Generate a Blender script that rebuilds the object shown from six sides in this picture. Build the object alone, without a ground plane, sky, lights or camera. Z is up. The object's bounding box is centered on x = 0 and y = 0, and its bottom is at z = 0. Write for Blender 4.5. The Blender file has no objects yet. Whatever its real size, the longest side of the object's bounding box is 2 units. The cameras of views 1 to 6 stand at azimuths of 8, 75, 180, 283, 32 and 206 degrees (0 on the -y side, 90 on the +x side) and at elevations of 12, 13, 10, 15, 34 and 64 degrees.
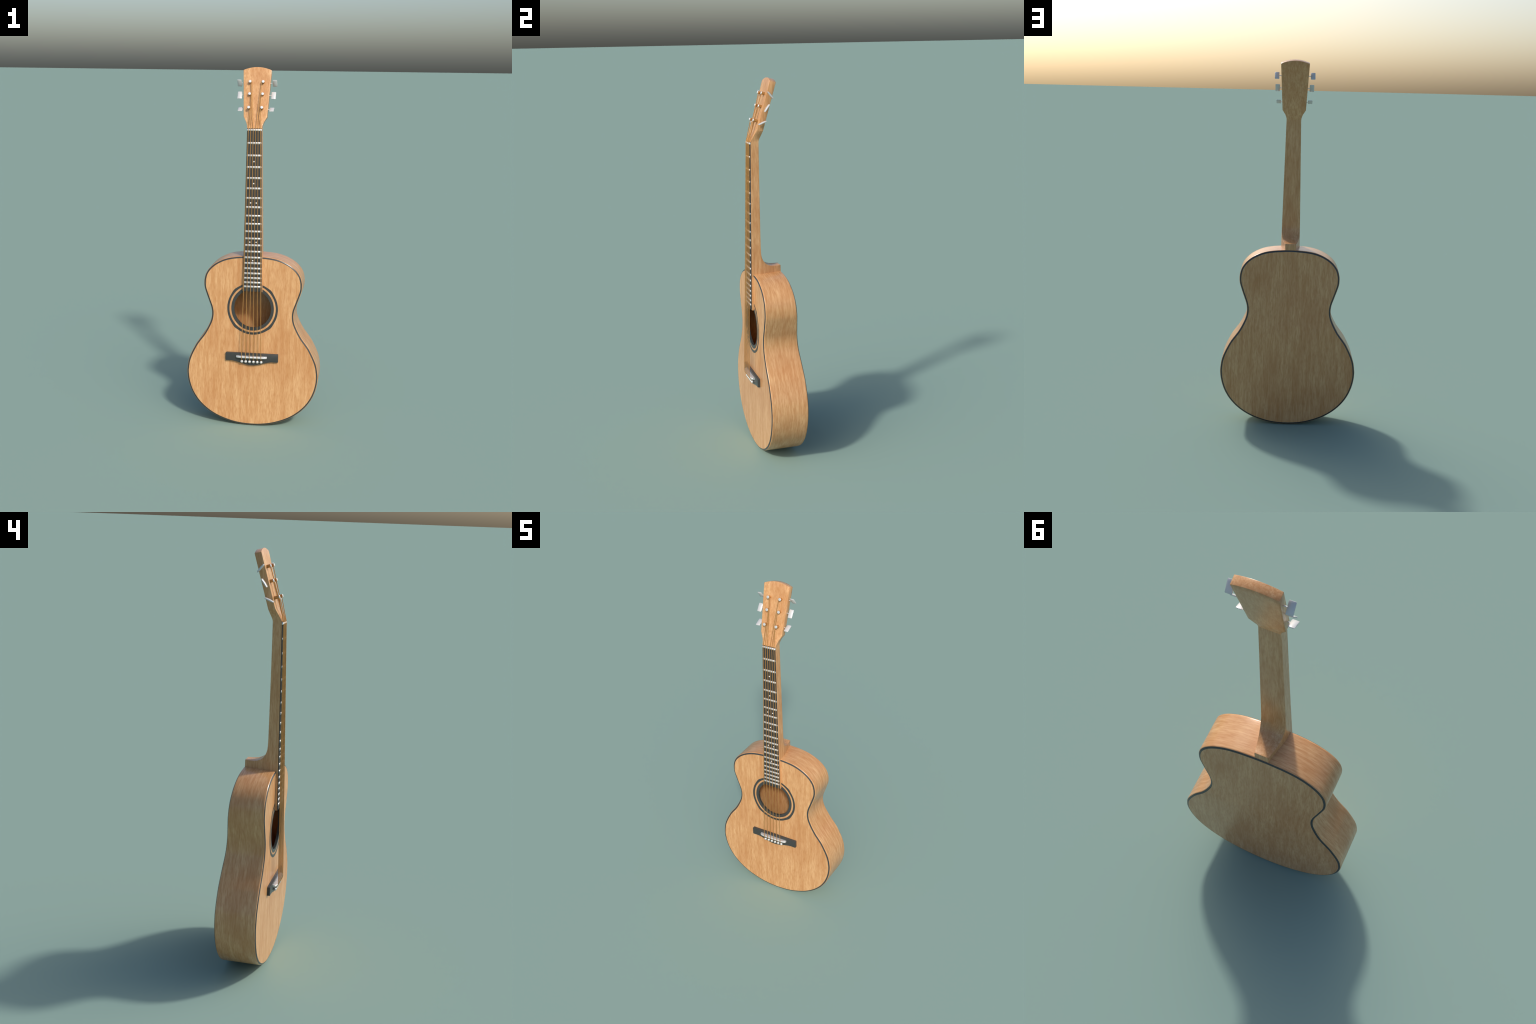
import bpy, bmesh, math
from mathutils import Vector, Matrix

# ------------------------------------------------------------------ helpers
def lerp(a, b, t):
    return a + (b - a) * t

def table(points):
    """piecewise-smooth (monotone cubic) function through (s, value) pairs"""
    pts = sorted(points)
    n = len(pts)
    d = [(pts[i + 1][1] - pts[i][1]) / (pts[i + 1][0] - pts[i][0]) for i in range(n - 1)]
    m = [d[0]] + [0 if d[i - 1] * d[i] <= 0 else 2 * d[i - 1] * d[i] / (d[i - 1] + d[i]) for i in range(1, n - 1)] + [d[-1]]
    def f(s):
        if s <= pts[0][0]:
            return pts[0][1]
        if s >= pts[-1][0]:
            return pts[-1][1]
        i = 0
        while s > pts[i + 1][0]:
            i += 1
        h = pts[i + 1][0] - pts[i][0]
        t = (s - pts[i][0]) / h
        return ((2 * t**3 - 3 * t * t + 1) * pts[i][1] + (t**3 - 2 * t * t + t) * h * m[i]
                + (-2 * t**3 + 3 * t * t) * pts[i + 1][1] + (t**3 - t * t) * h * m[i + 1])
    return f

def catmull(points, sub):
    out = []
    n = len(points)
    for i in range(n - 1):
        p0 = Vector(points[max(i - 1, 0)]); p1 = Vector(points[i])
        p2 = Vector(points[i + 1]); p3 = Vector(points[min(i + 2, n - 1)])
        for k in range(sub):
            t = k / sub
            out.append(0.5 * (2 * p1 + (p2 - p0) * t + (2 * p0 - 5 * p1 + 4 * p2 - p3) * t * t
                              + (3 * p1 - p0 - 3 * p2 + p3) * t**3))
    out.append(Vector(points[-1]))
    return out

ROOT = bpy.data.objects.new("acoustic_guitar", None)
bpy.context.scene.collection.objects.link(ROOT)
ROOT["label"] = "natural wood acoustic guitar standing upright with dark binding"
ROOT["category"] = "acoustic guitar"

def add_object(name, mesh, material, parent=ROOT, smooth_angle=None):
    obj = bpy.data.objects.new(name, mesh)
    bpy.context.scene.collection.objects.link(obj)
    if material is not None and not mesh.materials:
        mesh.materials.append(material)
    obj.parent = parent
    return obj

def finish(bm, name, smooth_angle=35):
    bmesh.ops.remove_doubles(bm, verts=bm.verts, dist=1e-6)
    bmesh.ops.recalc_face_normals(bm, faces=bm.faces)
    mesh = bpy.data.meshes.new(name)
    for f in bm.faces:
        f.smooth = True
    lim = math.radians(smooth_angle)
    for e in bm.edges:
        if len(e.link_faces) == 2 and e.calc_face_angle(0) > lim:
            e.smooth = False
    bm.to_mesh(mesh)
    bm.free()
    return mesh

def loft(rings, closed_rings=True, closed_section=True):
    """quads between successive vertex rings"""
    bm = bmesh.new()
    vs = [[bm.verts.new(p) for p in r] for r in rings]
    m = len(rings)
    n = len(rings[0])
    for i in range(m if closed_section else m - 1):
        a, b = vs[i], vs[(i + 1) % m]
        for j in range(n if closed_rings else n - 1):
            k = (j + 1) % n
            bm.faces.new((a[j], a[k], b[k], b[j]))
    return bm, vs

def bevel_sharp(bm, width, segments=2, angle=30):
    bmesh.ops.remove_doubles(bm, verts=bm.verts, dist=1e-6)
    bmesh.ops.recalc_face_normals(bm, faces=bm.faces)
    edges = [e for e in bm.edges if len(e.link_faces) == 2 and e.calc_face_angle(0) > math.radians(angle)]
    bmesh.ops.bevel(bm, geom=edges, offset=width, segments=segments, profile=0.5, affect='EDGES', clamp_overlap=True)

def tube(path, radius, sides=8, name="tube"):
    """round tube along a polyline, with flat caps"""
    path = [Vector(p) for p in path]
    bm = bmesh.new()
    rings = []
    ref = Vector((1, 0, 0))
    for i, p in enumerate(path):
        t = (path[min(i + 1, len(path) - 1)] - path[max(i - 1, 0)]).normalized()
        axis = ref if abs(t.x) < .9 else Vector((0, 0, 1))
        u = (axis - t * axis.dot(t)).normalized()
        v = t.cross(u)
        rings.append([bm.verts.new(p + radius * (math.cos(2 * math.pi * k / sides) * u + math.sin(2 * math.pi * k / sides) * v))
                      for k in range(sides)])
    for a, b in zip(rings, rings[1:]):
        for k in range(sides):
            bm.faces.new((a[k], a[(k + 1) % sides], b[(k + 1) % sides], b[k]))
    bm.faces.new(rings[0]); bm.faces.new(rings[-1])
    return finish(bm, name, 50)

def lathe(profile, sides=24, name="lathe", smooth_angle=40):
    """profile: (radius, height) pairs turned about local z"""
    bm = bmesh.new()
    rings = []
    for r, h in profile:
        if r < 1e-7:
            rings.append([bm.verts.new((0, 0, h))])
        else:
            rings.append([bm.verts.new((r * math.cos(2 * math.pi * k / sides), r * math.sin(2 * math.pi * k / sides), h)) for k in range(sides)])
    for a, b in zip(rings, rings[1:]):
        for k in range(sides):
            q = (k + 1) % sides
            if len(a) == 1:
                bm.faces.new((a[0], b[q], b[k]))
            elif len(b) == 1:
                bm.faces.new((a[k], a[q], b[0]))
            else:
                bm.faces.new((a[k], a[q], b[q], b[k]))
    return finish(bm, name, smooth_angle)

# ------------------------------------------------------------------ materials
def nodes_of(name):
    mat = bpy.data.materials.new(name)
    mat.use_nodes = True
    nt = mat.node_tree
    nt.nodes.clear()
    out = nt.nodes.new("ShaderNodeOutputMaterial")
    bsdf = nt.nodes.new("ShaderNodeBsdfPrincipled")
    nt.links.new(bsdf.outputs[0], out.inputs[0])
    return mat, nt, bsdf

def mix_color(nt, fac, a, b):
    n = nt.nodes.new("ShaderNodeMix")
    n.data_type = 'RGBA'
    for sock, val in ((n.inputs[0], fac), (n.inputs[6], a), (n.inputs[7], b)):
        if isinstance(val, bpy.types.NodeSocket):
            nt.links.new(val, sock)
        elif isinstance(val, (int, float)):
            sock.default_value = val
        else:
            sock.default_value = (*val, 1)
    return n.outputs[2]

def noise_field(nt, coord, scale_vec, detail=3, rough=0.55, offset=(0, 0, 0)):
    mp = nt.nodes.new("ShaderNodeMapping")
    mp.inputs["Location"].default_value = offset
    mp.inputs["Scale"].default_value = scale_vec
    nt.links.new(coord, mp.inputs[0])
    nz = nt.nodes.new("ShaderNodeTexNoise")
    nz.inputs["Scale"].default_value = 1
    nz.inputs["Detail"].default_value = detail
    nz.inputs["Roughness"].default_value = rough
    nt.links.new(mp.outputs[0], nz.inputs[0])
    return nz.outputs[0]

def remap(nt, fac, lo, hi):
    n = nt.nodes.new("ShaderNodeMapRange")
    n.interpolation_type = 'SMOOTHSTEP'
    n.inputs[1].default_value = lo
    n.inputs[2].default_value = hi
    nt.links.new(fac, n.inputs[0])
    return n.outputs[0]

WOOD_PALE = (0.664, 0.394, 0.190)
WOOD_MID = (0.540, 0.281, 0.117)
WOOD_DARK = (0.430, 0.178, 0.058)

def grain_color(nt, coord, fine, broad, patch, offset):
    streak = remap(nt, noise_field(nt, coord, fine, 4, 0.62, offset), 0.42, 0.66)
    band = remap(nt, noise_field(nt, coord, broad, 2, 0.55, offset), 0.27, 0.73)
    cloud = remap(nt, noise_field(nt, coord, patch, 2, 0.5, offset), 0.40, 0.68)
    base = mix_color(nt, band, WOOD_PALE, WOOD_MID)
    fleck = nt.nodes.new("ShaderNodeMath"); fleck.operation = 'MULTIPLY'
    nt.links.new(streak, fleck.inputs[0]); fleck.inputs[1].default_value = 0.46
    col = mix_color(nt, fleck.outputs[0], base, WOOD_DARK)
    haze = nt.nodes.new("ShaderNodeMath"); haze.operation = 'MULTIPLY'
    nt.links.new(cloud, haze.inputs[0]); haze.inputs[1].default_value = 0.36
    return mix_color(nt, haze.outputs[0], col, WOOD_DARK), streak

def wood(name, offset=(0, 0, 0), follows_rim=False, rough=0.26):
    mat, nt, bsdf = nodes_of(name)
    tc = nt.nodes.new("ShaderNodeTexCoord")
    if follows_rim:
        # the bent side strip: fine across its width (y), long along the strip whatever way it turns in x-z
        scales = (28, 210, 28), (10, 80, 10), (5, 13, 5)
    else:
        scales = (210, 210, 28), (80, 80, 8), (13, 13, 3.2)
    color, streak = grain_color(nt, tc.outputs["Object"], *scales, offset)
    nt.links.new(color, bsdf.inputs["Base Color"])
    bsdf.inputs["Roughness"].default_value = rough
    bump = nt.nodes.new("ShaderNodeBump")
    bump.inputs["Strength"].default_value = 0.06
    bump.inputs["Distance"].default_value = 0.001
    nt.links.new(streak, bump.inputs["Height"])
    nt.links.new(bump.outputs[0], bsdf.inputs["Normal"])
    return mat

def plain(name, color, rough=0.4, metallic=0.0, variation=0.08, scale=60):
    mat, nt, bsdf = nodes_of(name)
    tc = nt.nodes.new("ShaderNodeTexCoord")
    f = noise_field(nt, tc.outputs["Object"], (scale, scale, scale), 2)
    c = mix_color(nt, f, tuple(v * (1 - variation) for v in color), tuple(min(1, v * (1 + variation)) for v in color))
    nt.links.new(c, bsdf.inputs["Base Color"])
    bsdf.inputs["Roughness"].default_value = rough
    bsdf.inputs["Metallic"].default_value = metallic
    return mat

M_TOP = wood("soundboard_wood", (1.3, 0.0, 2.1))
M_BACK = wood("back_wood", (7.7, 0.0, 4.2))
M_SIDE = wood("side_wood", (3.1, 5.0, 9.0), follows_rim=True)
M_NECK = wood("neck_wood", (11.0, 2.0, 6.0))
M_BLACK = plain("ebony_black", (0.044, 0.046, 0.045), 0.27)
M_BOARD = plain("fingerboard_black", (0.040, 0.042, 0.041), 0.42)
M_METAL = plain("pale_metal", (0.76, 0.765, 0.755), 0.34, 0.58, 0.03)
M_KNOB = plain("white_enamel", (0.60, 0.60, 0.595), 0.28, 0.15, 0.03)
M_PEARL = plain("white_inlay", (0.82, 0.82, 0.80), 0.3, 0.0, 0.04)
M_BRONZE = plain("bronze_wire", (0.47, 0.250, 0.080), 0.40, 0.45, 0.10)

# ------------------------------------------------------------------ body outline
HALF_OUTLINE = [(0, .9815), (.030, .9808), (.0555, .9790), (.09, .9762), (.132, .9690), (.17, .9562), (.2093, .9350),
                (.24, .9085), (.2607, .8780), (.2700, .8470), (.2722, .8200), (.2694, .7920), (.2575, .7540),
                (.2440, .7160), (.2325, .6820), (.2284, .6500), (.2325, .6160), (.2460, .5800), (.2722, .5310),
                (.3050, .4860), (.3228, .4580), (.3482, .4060), (.3622, .3650), (.3684, .3250), (.3697, .2970),
                (.3664, .2620), (.3564, .2200), (.3400, .1790), (.3140, .1370), (.2765, .0960), (.2323, .0625),
                (.1840, .0370), (.1210, .0150), (.0610, .0035), (0, 0)]
half = catmull([(-.030, .9808)] + HALF_OUTLINE + [(-.0610, .0035)], 5)[5:-5]
half[0].x = 0.0
half[-1].x = 0.0
N = len(half)
# closed loop: right side top->bottom, left side bottom->top
for p in half:
    p.x *= 1.006
    p.y *= 1.002
LOOP = [Vector((p.x, p.y)) for p in half] + [Vector((-p.x, p.y)) for p in reversed(half[1:-1])]

def inset_loop(d):
    n = len(LOOP)
    out = []
    for i, p in enumerate(LOOP):
        t = (LOOP[(i + 1) % n] - LOOP[i - 1]).normalized()
        out.append(p + Vector((t.y, -t.x)) * d)
    return out

# check the inward side: at the widest right point the inset must reduce x
if inset_loop(0.01)[N // 2].x > LOOP[N // 2].x:
    _raw = inset_loop
    def inset_loop(d):
        return _raw(-d)

FRONT_RIM, FRONT = -0.0775, -0.0812
back_y = table([(0.0, .1150), (.09, .1160), (.18, .1170), (.26, .1180), (.36, .1186), (.44, .1186), (.507, .1178), (.55, .1154),
                (.595, .1110), (.665, .1054), (.775, .0956), (.86, .0892), (.92, .0850), (.95, .0830), (.985, .0808)])

def front_ring(d, y):
    return [(p.x, y, p.y) for p in inset_loop(d)]

def back_ring(d, depth):
    return [(p.x, back_y(p.y) - depth, p.y) for p in inset_loop(d)]

# soundboard with oval sound hole
HOLE_Z, HOLE_A, HOLE_B = .6864, .1045, .1100
outer = inset_loop(.0102)
hole = []
for p in outer:
    ang = math.atan2((p.y - HOLE_Z) / HOLE_B, p.x / HOLE_A)
    hole.append((HOLE_A * math.cos(ang), HOLE_Z + HOLE_B * math.sin(ang)))
bm, _ = loft([[(p.x, FRONT, p.y) for p in outer], [(x, FRONT, z) for x, z in hole],
              [(x, FRONT + .010, z) for x, z in hole], [(p.x, FRONT + .010, p.y) for p in outer]])
add_object("soundboard", finish(bm, "soundboard", 30), M_TOP)

# side strip bent around the outline, a rounded wooden lip at both rims, hollow inside
rings = [front_ring(.0024, FRONT_RIM), front_ring(.0012, FRONT_RIM + .0012), front_ring(.0003, FRONT_RIM + .0028), front_ring(0, FRONT_RIM + .006)]
for k in range(1, 6):
    rings.append([(p.x, lerp(FRONT_RIM + .006, back_y(p.y) - .009, k / 6), p.y) for p in LOOP])
rings += [back_ring(0, .0090), back_ring(.0003, .0060), back_ring(.0012, .0046), back_ring(.0024, .0036),
          back_ring(.0110, .0060), front_ring(.0110, FRONT_RIM + .004)]
bm, _ = loft(rings)
add_object("side_panel", finish(bm, "side_panel", 50), M_SIDE)

# dark bindings: a convex strip between panel and side
bm, _ = loft([front_ring(.0102, FRONT), front_ring(.0075, FRONT + .0003), front_ring(.0047, FRONT + .0018), front_ring(.0023, FRONT_RIM - .0001),
              front_ring(.0023, FRONT_RIM + .006), front_ring(.0102, FRONT + .009)])
add_object("binding", finish(bm, "binding", 50), M_BLACK)
bm, _ = loft([back_ring(.0102, 0), back_ring(.0075, .0003), back_ring(.0047, .0018), back_ring(.0023, .0035),
              back_ring(.0023, .0095), back_ring(.0102, .0090)])
add_object("binding", finish(bm, "binding", 50), M_BLACK)

# back panel: rows of equal height across the body, gently bowed along its length
panel = inset_loop(.0102)
bm = bmesh.new()
rows = []
for i in range(N):
    p = panel[i]
    q = panel[-i] if 0 < i < N - 1 else p
    if i in (0, N - 1):
        rows.append([bm.verts.new((p.x, back_y(p.y) - d, p.y)) for d in (0, .006)])
    else:
        cols = [lerp(p.x, q.x, k / 8) for k in range(9)]
        rows.append([[bm.verts.new((x, back_y(p.y) - d, p.y)) for x in cols] for d in (0, .006)])
for i in range(N - 1):
    for side in (0, 1):
        a, b = rows[i][side], rows[i + 1][side]
        for k in range(8):
            if i == 0:
                bm.faces.new((a, b[k], b[k + 1]))
            elif i == N - 2:
                bm.faces.new((a[k], b, a[k + 1]))
            else:
                bm.faces.new((a[k], b[k], b[k + 1], a[k + 1]))
edge_loop = [e for e in bm.edges if len(e.link_faces) == 1]
bmesh.ops.bridge_loops(bm, edges=edge_loop)
add_object("back_panel", finish(bm, "back_panel", 40), M_BACK)

# rosette: two dark oval rings inlaid around the hole
def oval_ring(name, a_in, b_in, a_out, b_out, z_out, proud, depth, facet=0.0):
    n = 96
    def oval(a, b, z, y, corner=0.0):
        pts = []
        for k in range(n):
            t = 2 * math.pi * k / n
            s = 1 + corner * max(0, math.cos(4 * t + math.pi)) ** 6
            pts.append((a * s * math.cos(t), y, z + b * s * math.sin(t)))
        return pts
    y0, y1 = FRONT - proud, FRONT + depth
    bm, _ = loft([oval(a_in, b_in, HOLE_Z, y0), oval(a_out, b_out, z_out, y0, facet), oval(a_out, b_out, z_out, y1, facet), oval(a_in, b_in, HOLE_Z, y1)])
    return add_object(name, finish(bm, name, 30), M_BLACK)

oval_ring("rosette_ring", HOLE_A - .0012, HOLE_B - .0012, .1195, .1262, HOLE_Z, .0006, .0115)
oval_ring("rosette_ring", .1298, .1363, .1420, .1485, HOLE_Z - .001, .0006, .004, .022)

# ------------------------------------------------------------------ neck
def neck_x(z):
    """the neck line leans a hair off the body's centre line"""
    return -0.0012 * (z - 0.4)

def neck_half(z):
    return 0.0398 + 0.0172 * (1.68 - z)

def board_y(z):
    """playing surface of the fingerboard"""
    return -0.0798 - 0.0195 * (1.67 - z)

BOARD_T = 0.0039

# profile seen from the side: back curve sweeping into the heel, paired with points on the front
heel = [(-.0338, 1.680), (-.0346, 1.62), (-.0353, 1.54), (-.0361, 1.42), (-.0366, 1.30), (-.0369, 1.20), (-.0368, 1.14), (-.0363, 1.11),
        (-.0345, 1.083), (-.0280, 1.0600), (-.0186, 1.0440), (-.0056, 1.0310), (.0120, 1.0212), (.0316, 1.0162), (.0537, 1.0154), (.0752, 1.0164)]
heel = [tuple(p) for p in catmull(heel, 3)] + [(.0758, 1.0154), (.0760, 1.005), (.0762, .990), (.0764, .968)]
front_z = table([(0, 1.680), (.60, 1.13), (1, .968)])
lens = [0]
for a, b in zip(heel, heel[1:]):
    lens.append(lens[-1] + math.hypot(a[0] - b[0], a[1] - b[1]))
front_pts = []
for (y, z), s in zip(heel, lens):
    # the paired front point: same height on the neck shaft, sliding down to the joint on the heel
    if y < -.0345 and z > 1.09 or z > 1.6:
        fz = z
    else:
        fz = None
    front_pts.append(fz)
k0 = max(i for i, f in enumerate(front_pts) if f is not None)
for i in range(k0 + 1, len(heel)):
    front_pts[i] = lerp(front_pts[k0], .968, (lens[i] - lens[k0]) / (lens[-1] - lens[k0]))

def shaft_half(y, z):
    w = neck_half(z)
    t = max(0.0, min(1.0, (y + .036) / .111))
    return lerp(w, .0284, t)

bm = bmesh.new()
K = 8
grid = []
for (yb, zb), fz in zip(heel, front_pts):
    yf = board_y(fz) + BOARD_T
    row = []
    for sgn in (-1, 1):
        col = []
        for k in range(K + 1):
            t = k / K
            y, z = lerp(yf, yb, t), lerp(fz, zb, t)
            col.append(bm.verts.new((neck_x(z) + sgn * shaft_half(y, z), y, z)))
        row.append(col)
    grid.append(row)
for a, b in zip(grid, grid[1:]):
    for s in (0, 1):
        for k in range(K):
            bm.faces.new((a[s][k], a[s][k + 1], b[s][k + 1], b[s][k]))
    bm.faces.new((a[0][0], a[1][0], b[1][0], b[0][0]))
    bm.faces.new((a[0][K], a[1][K], b[1][K], b[0][K]))
for r in (grid[0], grid[-1]):
    for k in range(K):
        bm.faces.new((r[0][k], r[1][k], r[1][k + 1], r[0][k + 1]))
bmesh.ops.recalc_face_normals(bm, faces=bm.faces)
sharp = [e for e in bm.edges if len(e.link_faces) == 2 and e.calc_face_angle(0) > math.radians(50) and min(v.co.z for v in e.verts) > .97 and max(v.co.z for v in e.verts) < 1.679]
bmesh.ops.bevel(bm, geom=sharp, offset=.0016, segments=2, profile=.5, affect='EDGES', clamp_overlap=True)
# tongue of the neck running over the soundboard below the fingerboard
T0, T1 = .7870, .9680
tongue = []
for i in range(7):
    z = lerp(T1, T0, i / 6)
    w = neck_half(z)
    c = neck_x(z)
    yf = board_y(z) + BOARD_T
    tongue.append([(c - w, yf, z), (c + w, yf, z), (c + w, FRONT + .002, z), (c - w, FRONT + .002, z)])
vs = [[bm.verts.new(p) for p in r] for r in tongue]
for a, b in zip(vs, vs[1:]):
    for k in range(4):
        bm.faces.new((a[k], a[(k + 1) % 4], b[(k + 1) % 4], b[k]))
bm.faces.new(vs[0]); bm.faces.new(vs[-1])
add_object("neck", finish(bm, "neck", 28), M_NECK)

# ------------------------------------------------------------------ headstock
# stations: front (y, z), back (y, z), half width
HEAD = [((-.0772, 1.6800), (-.0338, 1.6800), .0398), ((-.0735, 1.6880), (-.0316, 1.6880), .0405), ((-.0680, 1.6985), (-.0280, 1.6980), .0430),
        ((-.0610, 1.7115), (-.0228, 1.7100), .0478), ((-.0545, 1.7245), (-.0195, 1.7210), .0552), ((-.0478, 1.7395), (-.0155, 1.7330), .0632)]
TIP = ((.0222, 1.9848), (.0532, 1.9765), .0762)
RISE = .0166
HC = neck_x(1.84)
face_dir = Vector((0, TIP[0][0] - HEAD[-1][0][0], TIP[0][1] - HEAD[-1][0][1])).normalized()
face_out = Vector((0, -face_dir.z, face_dir.y))

def face_y(z):
    a, b = HEAD[-1][0], TIP[0]
    return lerp(a[0], b[0], (z - a[1]) / (b[1] - a[1]))

bm = bmesh.new()
COLS = 16
layers = []
stations = [(f, b, w, 0.0) for f, b, w in HEAD]
for i in range(1, 9):
    t = i / 8
    a = HEAD[-1]
    stations.append(((lerp(a[0][0], TIP[0][0], t), lerp(a[0][1], TIP[0][1], t)), (lerp(a[1][0], TIP[1][0], t), lerp(a[1][1], TIP[1][1], t)), lerp(a[2], TIP[2], t), t * t))
for f, b, w, lift in stations:
    pair = []
    for (y, z) in (f, b):
        col = []
        for k in range(COLS + 1):
            u = -1 + 2 * k / COLS
            p = Vector((HC * 1 + u * w, y, z)) + face_dir * RISE * lift * (1 - u * u)
            col.append(bm.verts.new(p))
        pair.append(col)
    layers.append(pair)
for a, b in zip(layers, layers[1:]):
    for s in (0, 1):
        for k in range(COLS):
            bm.faces.new((a[s][k], a[s][k + 1], b[s][k + 1], b[s][k]))
    for k in (0, COLS):
        bm.faces.new((a[0][k], a[1][k], b[1][k], b[0][k]))
for r in (layers[0], layers[-1]):
    for k in range(COLS):
        bm.faces.new((r[0][k], r[0][k + 1], r[1][k + 1], r[1][k]))
bmesh.ops.recalc_face_normals(bm, faces=bm.faces)
sharp = [e for e in bm.edges if len(e.link_faces) == 2 and e.calc_face_angle(0) > math.radians(50) and min(v.co.z for v in e.verts) > 1.6805]
bmesh.ops.bevel(bm, geom=sharp, offset=.0013, segments=2, profile=.5, affect='EDGES', clamp_overlap=True)
headstock = add_object("headstock", finish(bm, "headstock", 24), M_NECK)

# ------------------------------------------------------------------ fingerboard, frets, nut, inlays
B0, B1 = .7880, 1.6790
def board_half(z):
    return .0390 + (1.67 - z) * .0148
rings = []
for i in range(9):
    z = lerp(B0, B1, i / 8)
    c, w, y = neck_x(z), board_half(z), board_y(z)
    rings.append([(c - w, y + BOARD_T, z), (c - w, y, z), (c + w, y, z), (c + w, y + BOARD_T, z)])
bm, vs = loft(rings, True, False)
bm.faces.new(vs[0]); bm.faces.new(vs[-1])
bevel_sharp(bm, .0008, 1)
board = add_object("fingerboard", finish(bm, "fingerboard", 25), M_BOARD)

NUT_Z, SCALE = 1.6716, 1.2500
def fret_z(n):
    return NUT_Z - SCALE * (1 - 2 ** (-n / 12))

def rounded_bar(half_len, half_width, height, name, sunk=.001):
    """half-round wire lying along x, crown toward -y, ends rounded"""
    bm = bmesh.new()
    prof = [(math.cos(math.pi * k / 8), math.sin(math.pi * k / 8)) for k in range(9)]
    rings = []
    for x, s in ((-half_len, .55), (-half_len + .0008, .85), (-half_len + .002, 1), (half_len - .002, 1), (half_len - .0008, .85), (half_len, .55)):
        r = [bm.verts.new((x, sunk, half_width * s))]
        r += [bm.verts.new((x, -height * s * q, half_width * s * c)) for c, q in prof]
        r += [bm.verts.new((x, sunk, -half_width * s))]
        rings.append(r)
    m = len(rings[0])
    for a, b in zip(rings, rings[1:]):
        for k in range(m):
            bm.faces.new((a[k], a[(k + 1) % m], b[(k + 1) % m], b[k]))
    bm.faces.new(rings[0]); bm.faces.new(rings[-1])
    return finish(bm, name, 50)

for n in range(1, 21):
    z = fret_z(n)
    w = board_half(z) - .0022
    mesh = rounded_bar(w, .0055, .0027, "fret")
    o = add_object("fret", mesh, M_METAL, board)
    o.location = (neck_x(z), board_y(z), z)

dot_mesh = lathe([(0, -.0004), (.0032, -.0004), (.0038, .0000), (.0038, .002), (0, .002)], 20, "inlay_dot")
for n, xs in ((3, (0,)), (5, (0,)), (7, (-.0155, .0155)), (9, (0,)), (12, (-.0175, .0175)), (15, (0,))):
    z = (fret_z(n) + fret_z(n - 1)) / 2 - .0015
    for x in xs:
        o = add_object("inlay_dot", dot_mesh, M_PEARL, board)
        o.location = (neck_x(z) + x, board_y(z) - .0003, z)
        o.rotation_euler = (-math.pi / 2, 0, 0)

nut_mesh = rounded_bar(.0402, .0057, .0050, "nut", .003)
o = add_object("nut", nut_mesh, M_METAL)
o.location = (neck_x(1.67), -.0794, NUT_Z - .0006)

# ------------------------------------------------------------------ bridge, saddle, pins
lower_edge = [(-.1480, .3862), (-.1440, .3845), (-.1300, .3848), (-.1123, .3850), (-.0869, .3803), (-.0530, .3706), (-.0191, .3628), (0, .3617), (.0191, .3628),
              (.0530, .3706), (.0869, .3803), (.1123, .3848), (.1300, .3845), (.1440, .3843), (.1480, .3862)]
edge = catmull(lower_edge[1:-1], 3)
outline = [(-.1480, .3865)] + [tuple(p) for p in edge] + [(.1480, .3865), (.1480, .4290), (.1455, .4310), (-.1440, .4310), (-.1480, .4275)]
bm = bmesh.new()
lo = [bm.verts.new((x, FRONT + .002, z)) for x, z in outline]
hi = [bm.verts.new((x, -.0952, z)) for x, z in outline]
for k in range(len(outline)):
    q = (k + 1) % len(outline)
    bm.faces.new((lo[k], lo[q], hi[q], hi[k]))
top = bm.faces.new(hi); bm.faces.new(lo)
bm.normal_update()
bmesh.ops.bevel(bm, geom=list(top.edges), offset=.0018, segments=2, profile=.5, affect='EDGES', clamp_overlap=True)
bridge = add_object("bridge", finish(bm, "bridge", 40), M_BLACK)

SADDLE_Z = .4118
bm = bmesh.new()
crown = table([(0, -.1158), (.055, -.1154), (.072, -.1138), (.081, -.1110), (.0862, -.1065)])
rings = []
for i in range(29):
    x = -.0862 + .1724 * i / 28
    y = crown(abs(x))
    rings.append([bm.verts.new((x, yy, SADDLE_Z + dz)) for yy, dz in ((-.0930, .0056), (y + .0022, .0052), (y + .0004, .0028), (y, 0), (y + .0006, -.0030), (y + .0028, -.0050), (-.0930, -.0056))])
for a, b in zip(rings, rings[1:]):
    for k in range(7):
        bm.faces.new((a[k], a[(k + 1) % 7], b[(k + 1) % 7], b[k]))
bm.faces.new(rings[0]); bm.faces.new(rings[-1])
add_object("saddle", finish(bm, "saddle", 40), M_METAL, bridge)

PIN_Z = .3850
prof = [(0, -.001), (.0042, -.001), (.0042, .0030)]
prof += [(.0083 * math.cos(a), .0085 + .0070 * math.sin(a)) for a in [math.radians(d) for d in range(-55, 90, 12)]] + [(0, .0155)]
pin_mesh = lathe(prof, 20, "bridge_pin", 50)
STRING_LOW = [-.0547, -.0329, -.0110, .0109, .0328, .0547]
for x in STRING_LOW:
    o = add_object("bridge_pin", pin_mesh, M_METAL, bridge)
    o.location = (x, -.0935, PIN_Z)
    o.rotation_euler = (math.pi / 2, 0, 0)

# ------------------------------------------------------------------ tuning machines
POSTS = [(1.7905, .0265), (1.8612, .0172), (1.9257, .0200)]    # tip height, length, bottom to top
KNOBS = [((-.0236, 1.7776), .0851, (-.0411, -.0175)), ((.0000, 1.8513), .0917, (-.0246, -.0346)), ((.0183, 1.9150), .0960, (.0272, -.0350))]

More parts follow.
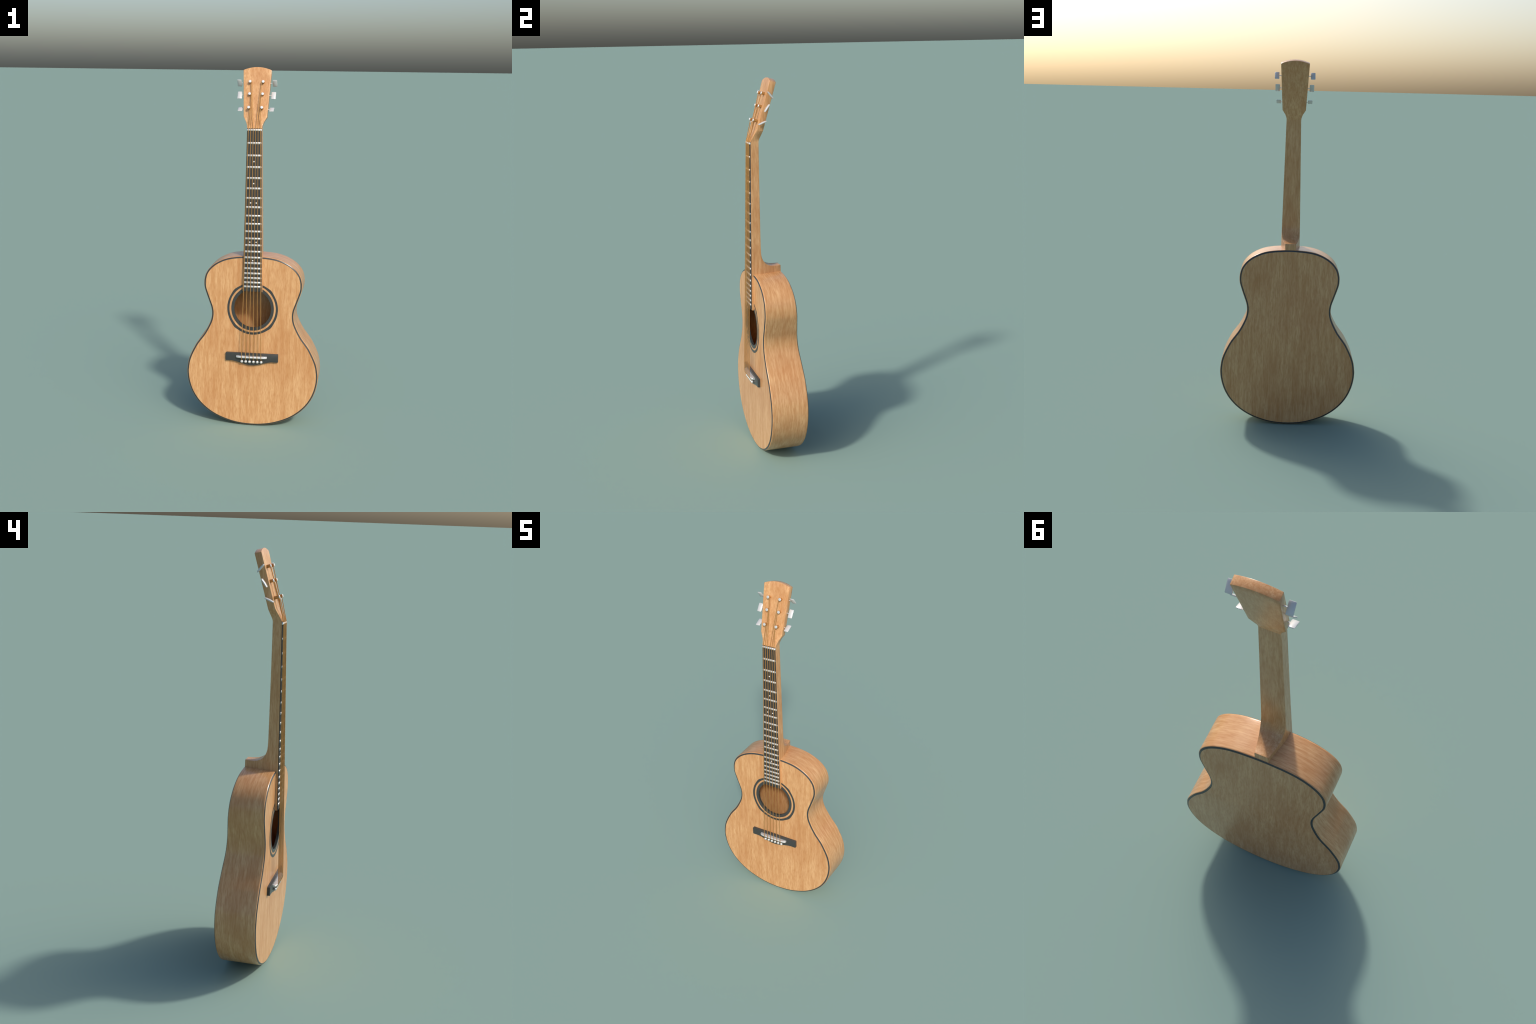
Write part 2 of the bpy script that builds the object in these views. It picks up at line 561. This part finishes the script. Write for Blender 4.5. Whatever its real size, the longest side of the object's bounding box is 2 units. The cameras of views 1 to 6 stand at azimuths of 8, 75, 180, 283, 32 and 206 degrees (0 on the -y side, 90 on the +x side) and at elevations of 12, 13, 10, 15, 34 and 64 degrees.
def blade(name):
    """thumb plate of a tuning machine: width along x, length along y, lens-like in section"""
    bm = bmesh.new()
    rings = []
    L, W = .0222, .0120
    for i in range(13):
        s = -1 + 2 * i / 12
        y = L * s
        t = .0037 * (1 - .45 * s * s)
        w = W
        if abs(s) > .99:
            t *= .55; w -= .0012
        rings.append([bm.verts.new(p) for p in ((-w, y, -t * .45), (-w + .0022, y, -t), (w - .0022, y, -t), (w, y, -t * .45), (w, y, t * .45), (w - .0022, y, t), (-w + .0022, y, t), (-w, y, t * .45))])
    for a, b in zip(rings, rings[1:]):
        for k in range(8):
            bm.faces.new((a[k], a[(k + 1) % 8], b[(k + 1) % 8], b[k]))
    bm.faces.new(rings[0]); bm.faces.new(rings[-1])
    return finish(bm, name, 45)

knob_mesh = blade("tuning_knob")
tips = {}
rot_face = face_out.to_track_quat('Z', 'Y')
for sgn in (-1, 1):
    for i in range(3):
        z_tip, length = POSTS[i]
        # base on the face, tip along the face normal
        zb = z_tip - face_out.z * length
        base = Vector((HC + sgn * .0352, face_y(zb), zb))
        post = lathe([(0, -.004), (.0073, -.004), (.0073, length - .0042), (.0056, length - .0040), (0, length - .0040)], 20, "tuning_post")
        o = add_object("tuning_post", post, M_BRONZE, headstock)
        o.location = base
        o.rotation_mode = 'QUATERNION'; o.rotation_quaternion = rot_face
        cap = lathe([(0, 0), (.0068, 0), (.0078, .0010), (.0078, .0032), (.0066, .0046), (0, .0050)], 20, "post_cap")
        c = add_object("post_cap", cap, M_METAL, headstock)
        c.location = base + face_out * (length - .0042)
        c.rotation_mode = 'QUATERNION'; c.rotation_quaternion = rot_face
        tips[(sgn, i)] = base + face_out * (length - .0050)
        (ky, kz), kx, (dy, dz) = KNOBS[i]
        k = add_object("tuning_knob", knob_mesh, M_KNOB, headstock)
        k.location = (HC + sgn * kx, ky, kz)
        k.rotation_euler = (math.atan2(dz, dy), 0, 0)
        shaft = tube([(HC + sgn * (kx - .004), ky, kz), (HC + sgn * (kx - .035), ky, kz)], .0022, 10, "tuning_shaft")
        add_object("tuning_shaft", shaft, M_METAL, headstock)

# ------------------------------------------------------------------ strings
NUT_X = [-.0333, -.0203, -.0072, .0059, .0190, .0320]
for n in range(6):
    sgn = -1 if n < 3 else 1
    i = n if n < 3 else 5 - n
    tip = tips[(sgn, i)]
    end = Vector((tip.x - sgn * .0076, tip.y, tip.z))
    xl, xn = STRING_LOW[n], NUT_X[n] - .0006
    sad_y = crown(abs(xl)) - .0010
    path = [(xl, -.1035, PIN_Z + .0035), (xl, -.1085, PIN_Z + .0125), (xl, sad_y + .0008, SADDLE_Z - .0035), (xl, sad_y, SADDLE_Z + .001)]
    for t in (.02, .33, .66, .985):
        path.append((lerp(xl, xn, t), lerp(sad_y, -.0824, t), lerp(SADDLE_Z, NUT_Z, t)))
    path += [(xn, -.0834, NUT_Z + .0005), (lerp(xn, end.x, .04), -.0816, NUT_Z + .006), tuple(end), (end.x, end.y, end.z + .004)]
    add_object("string", tube(path, .0017 if n > 2 else .0019, 8, "string"), M_BRONZE)
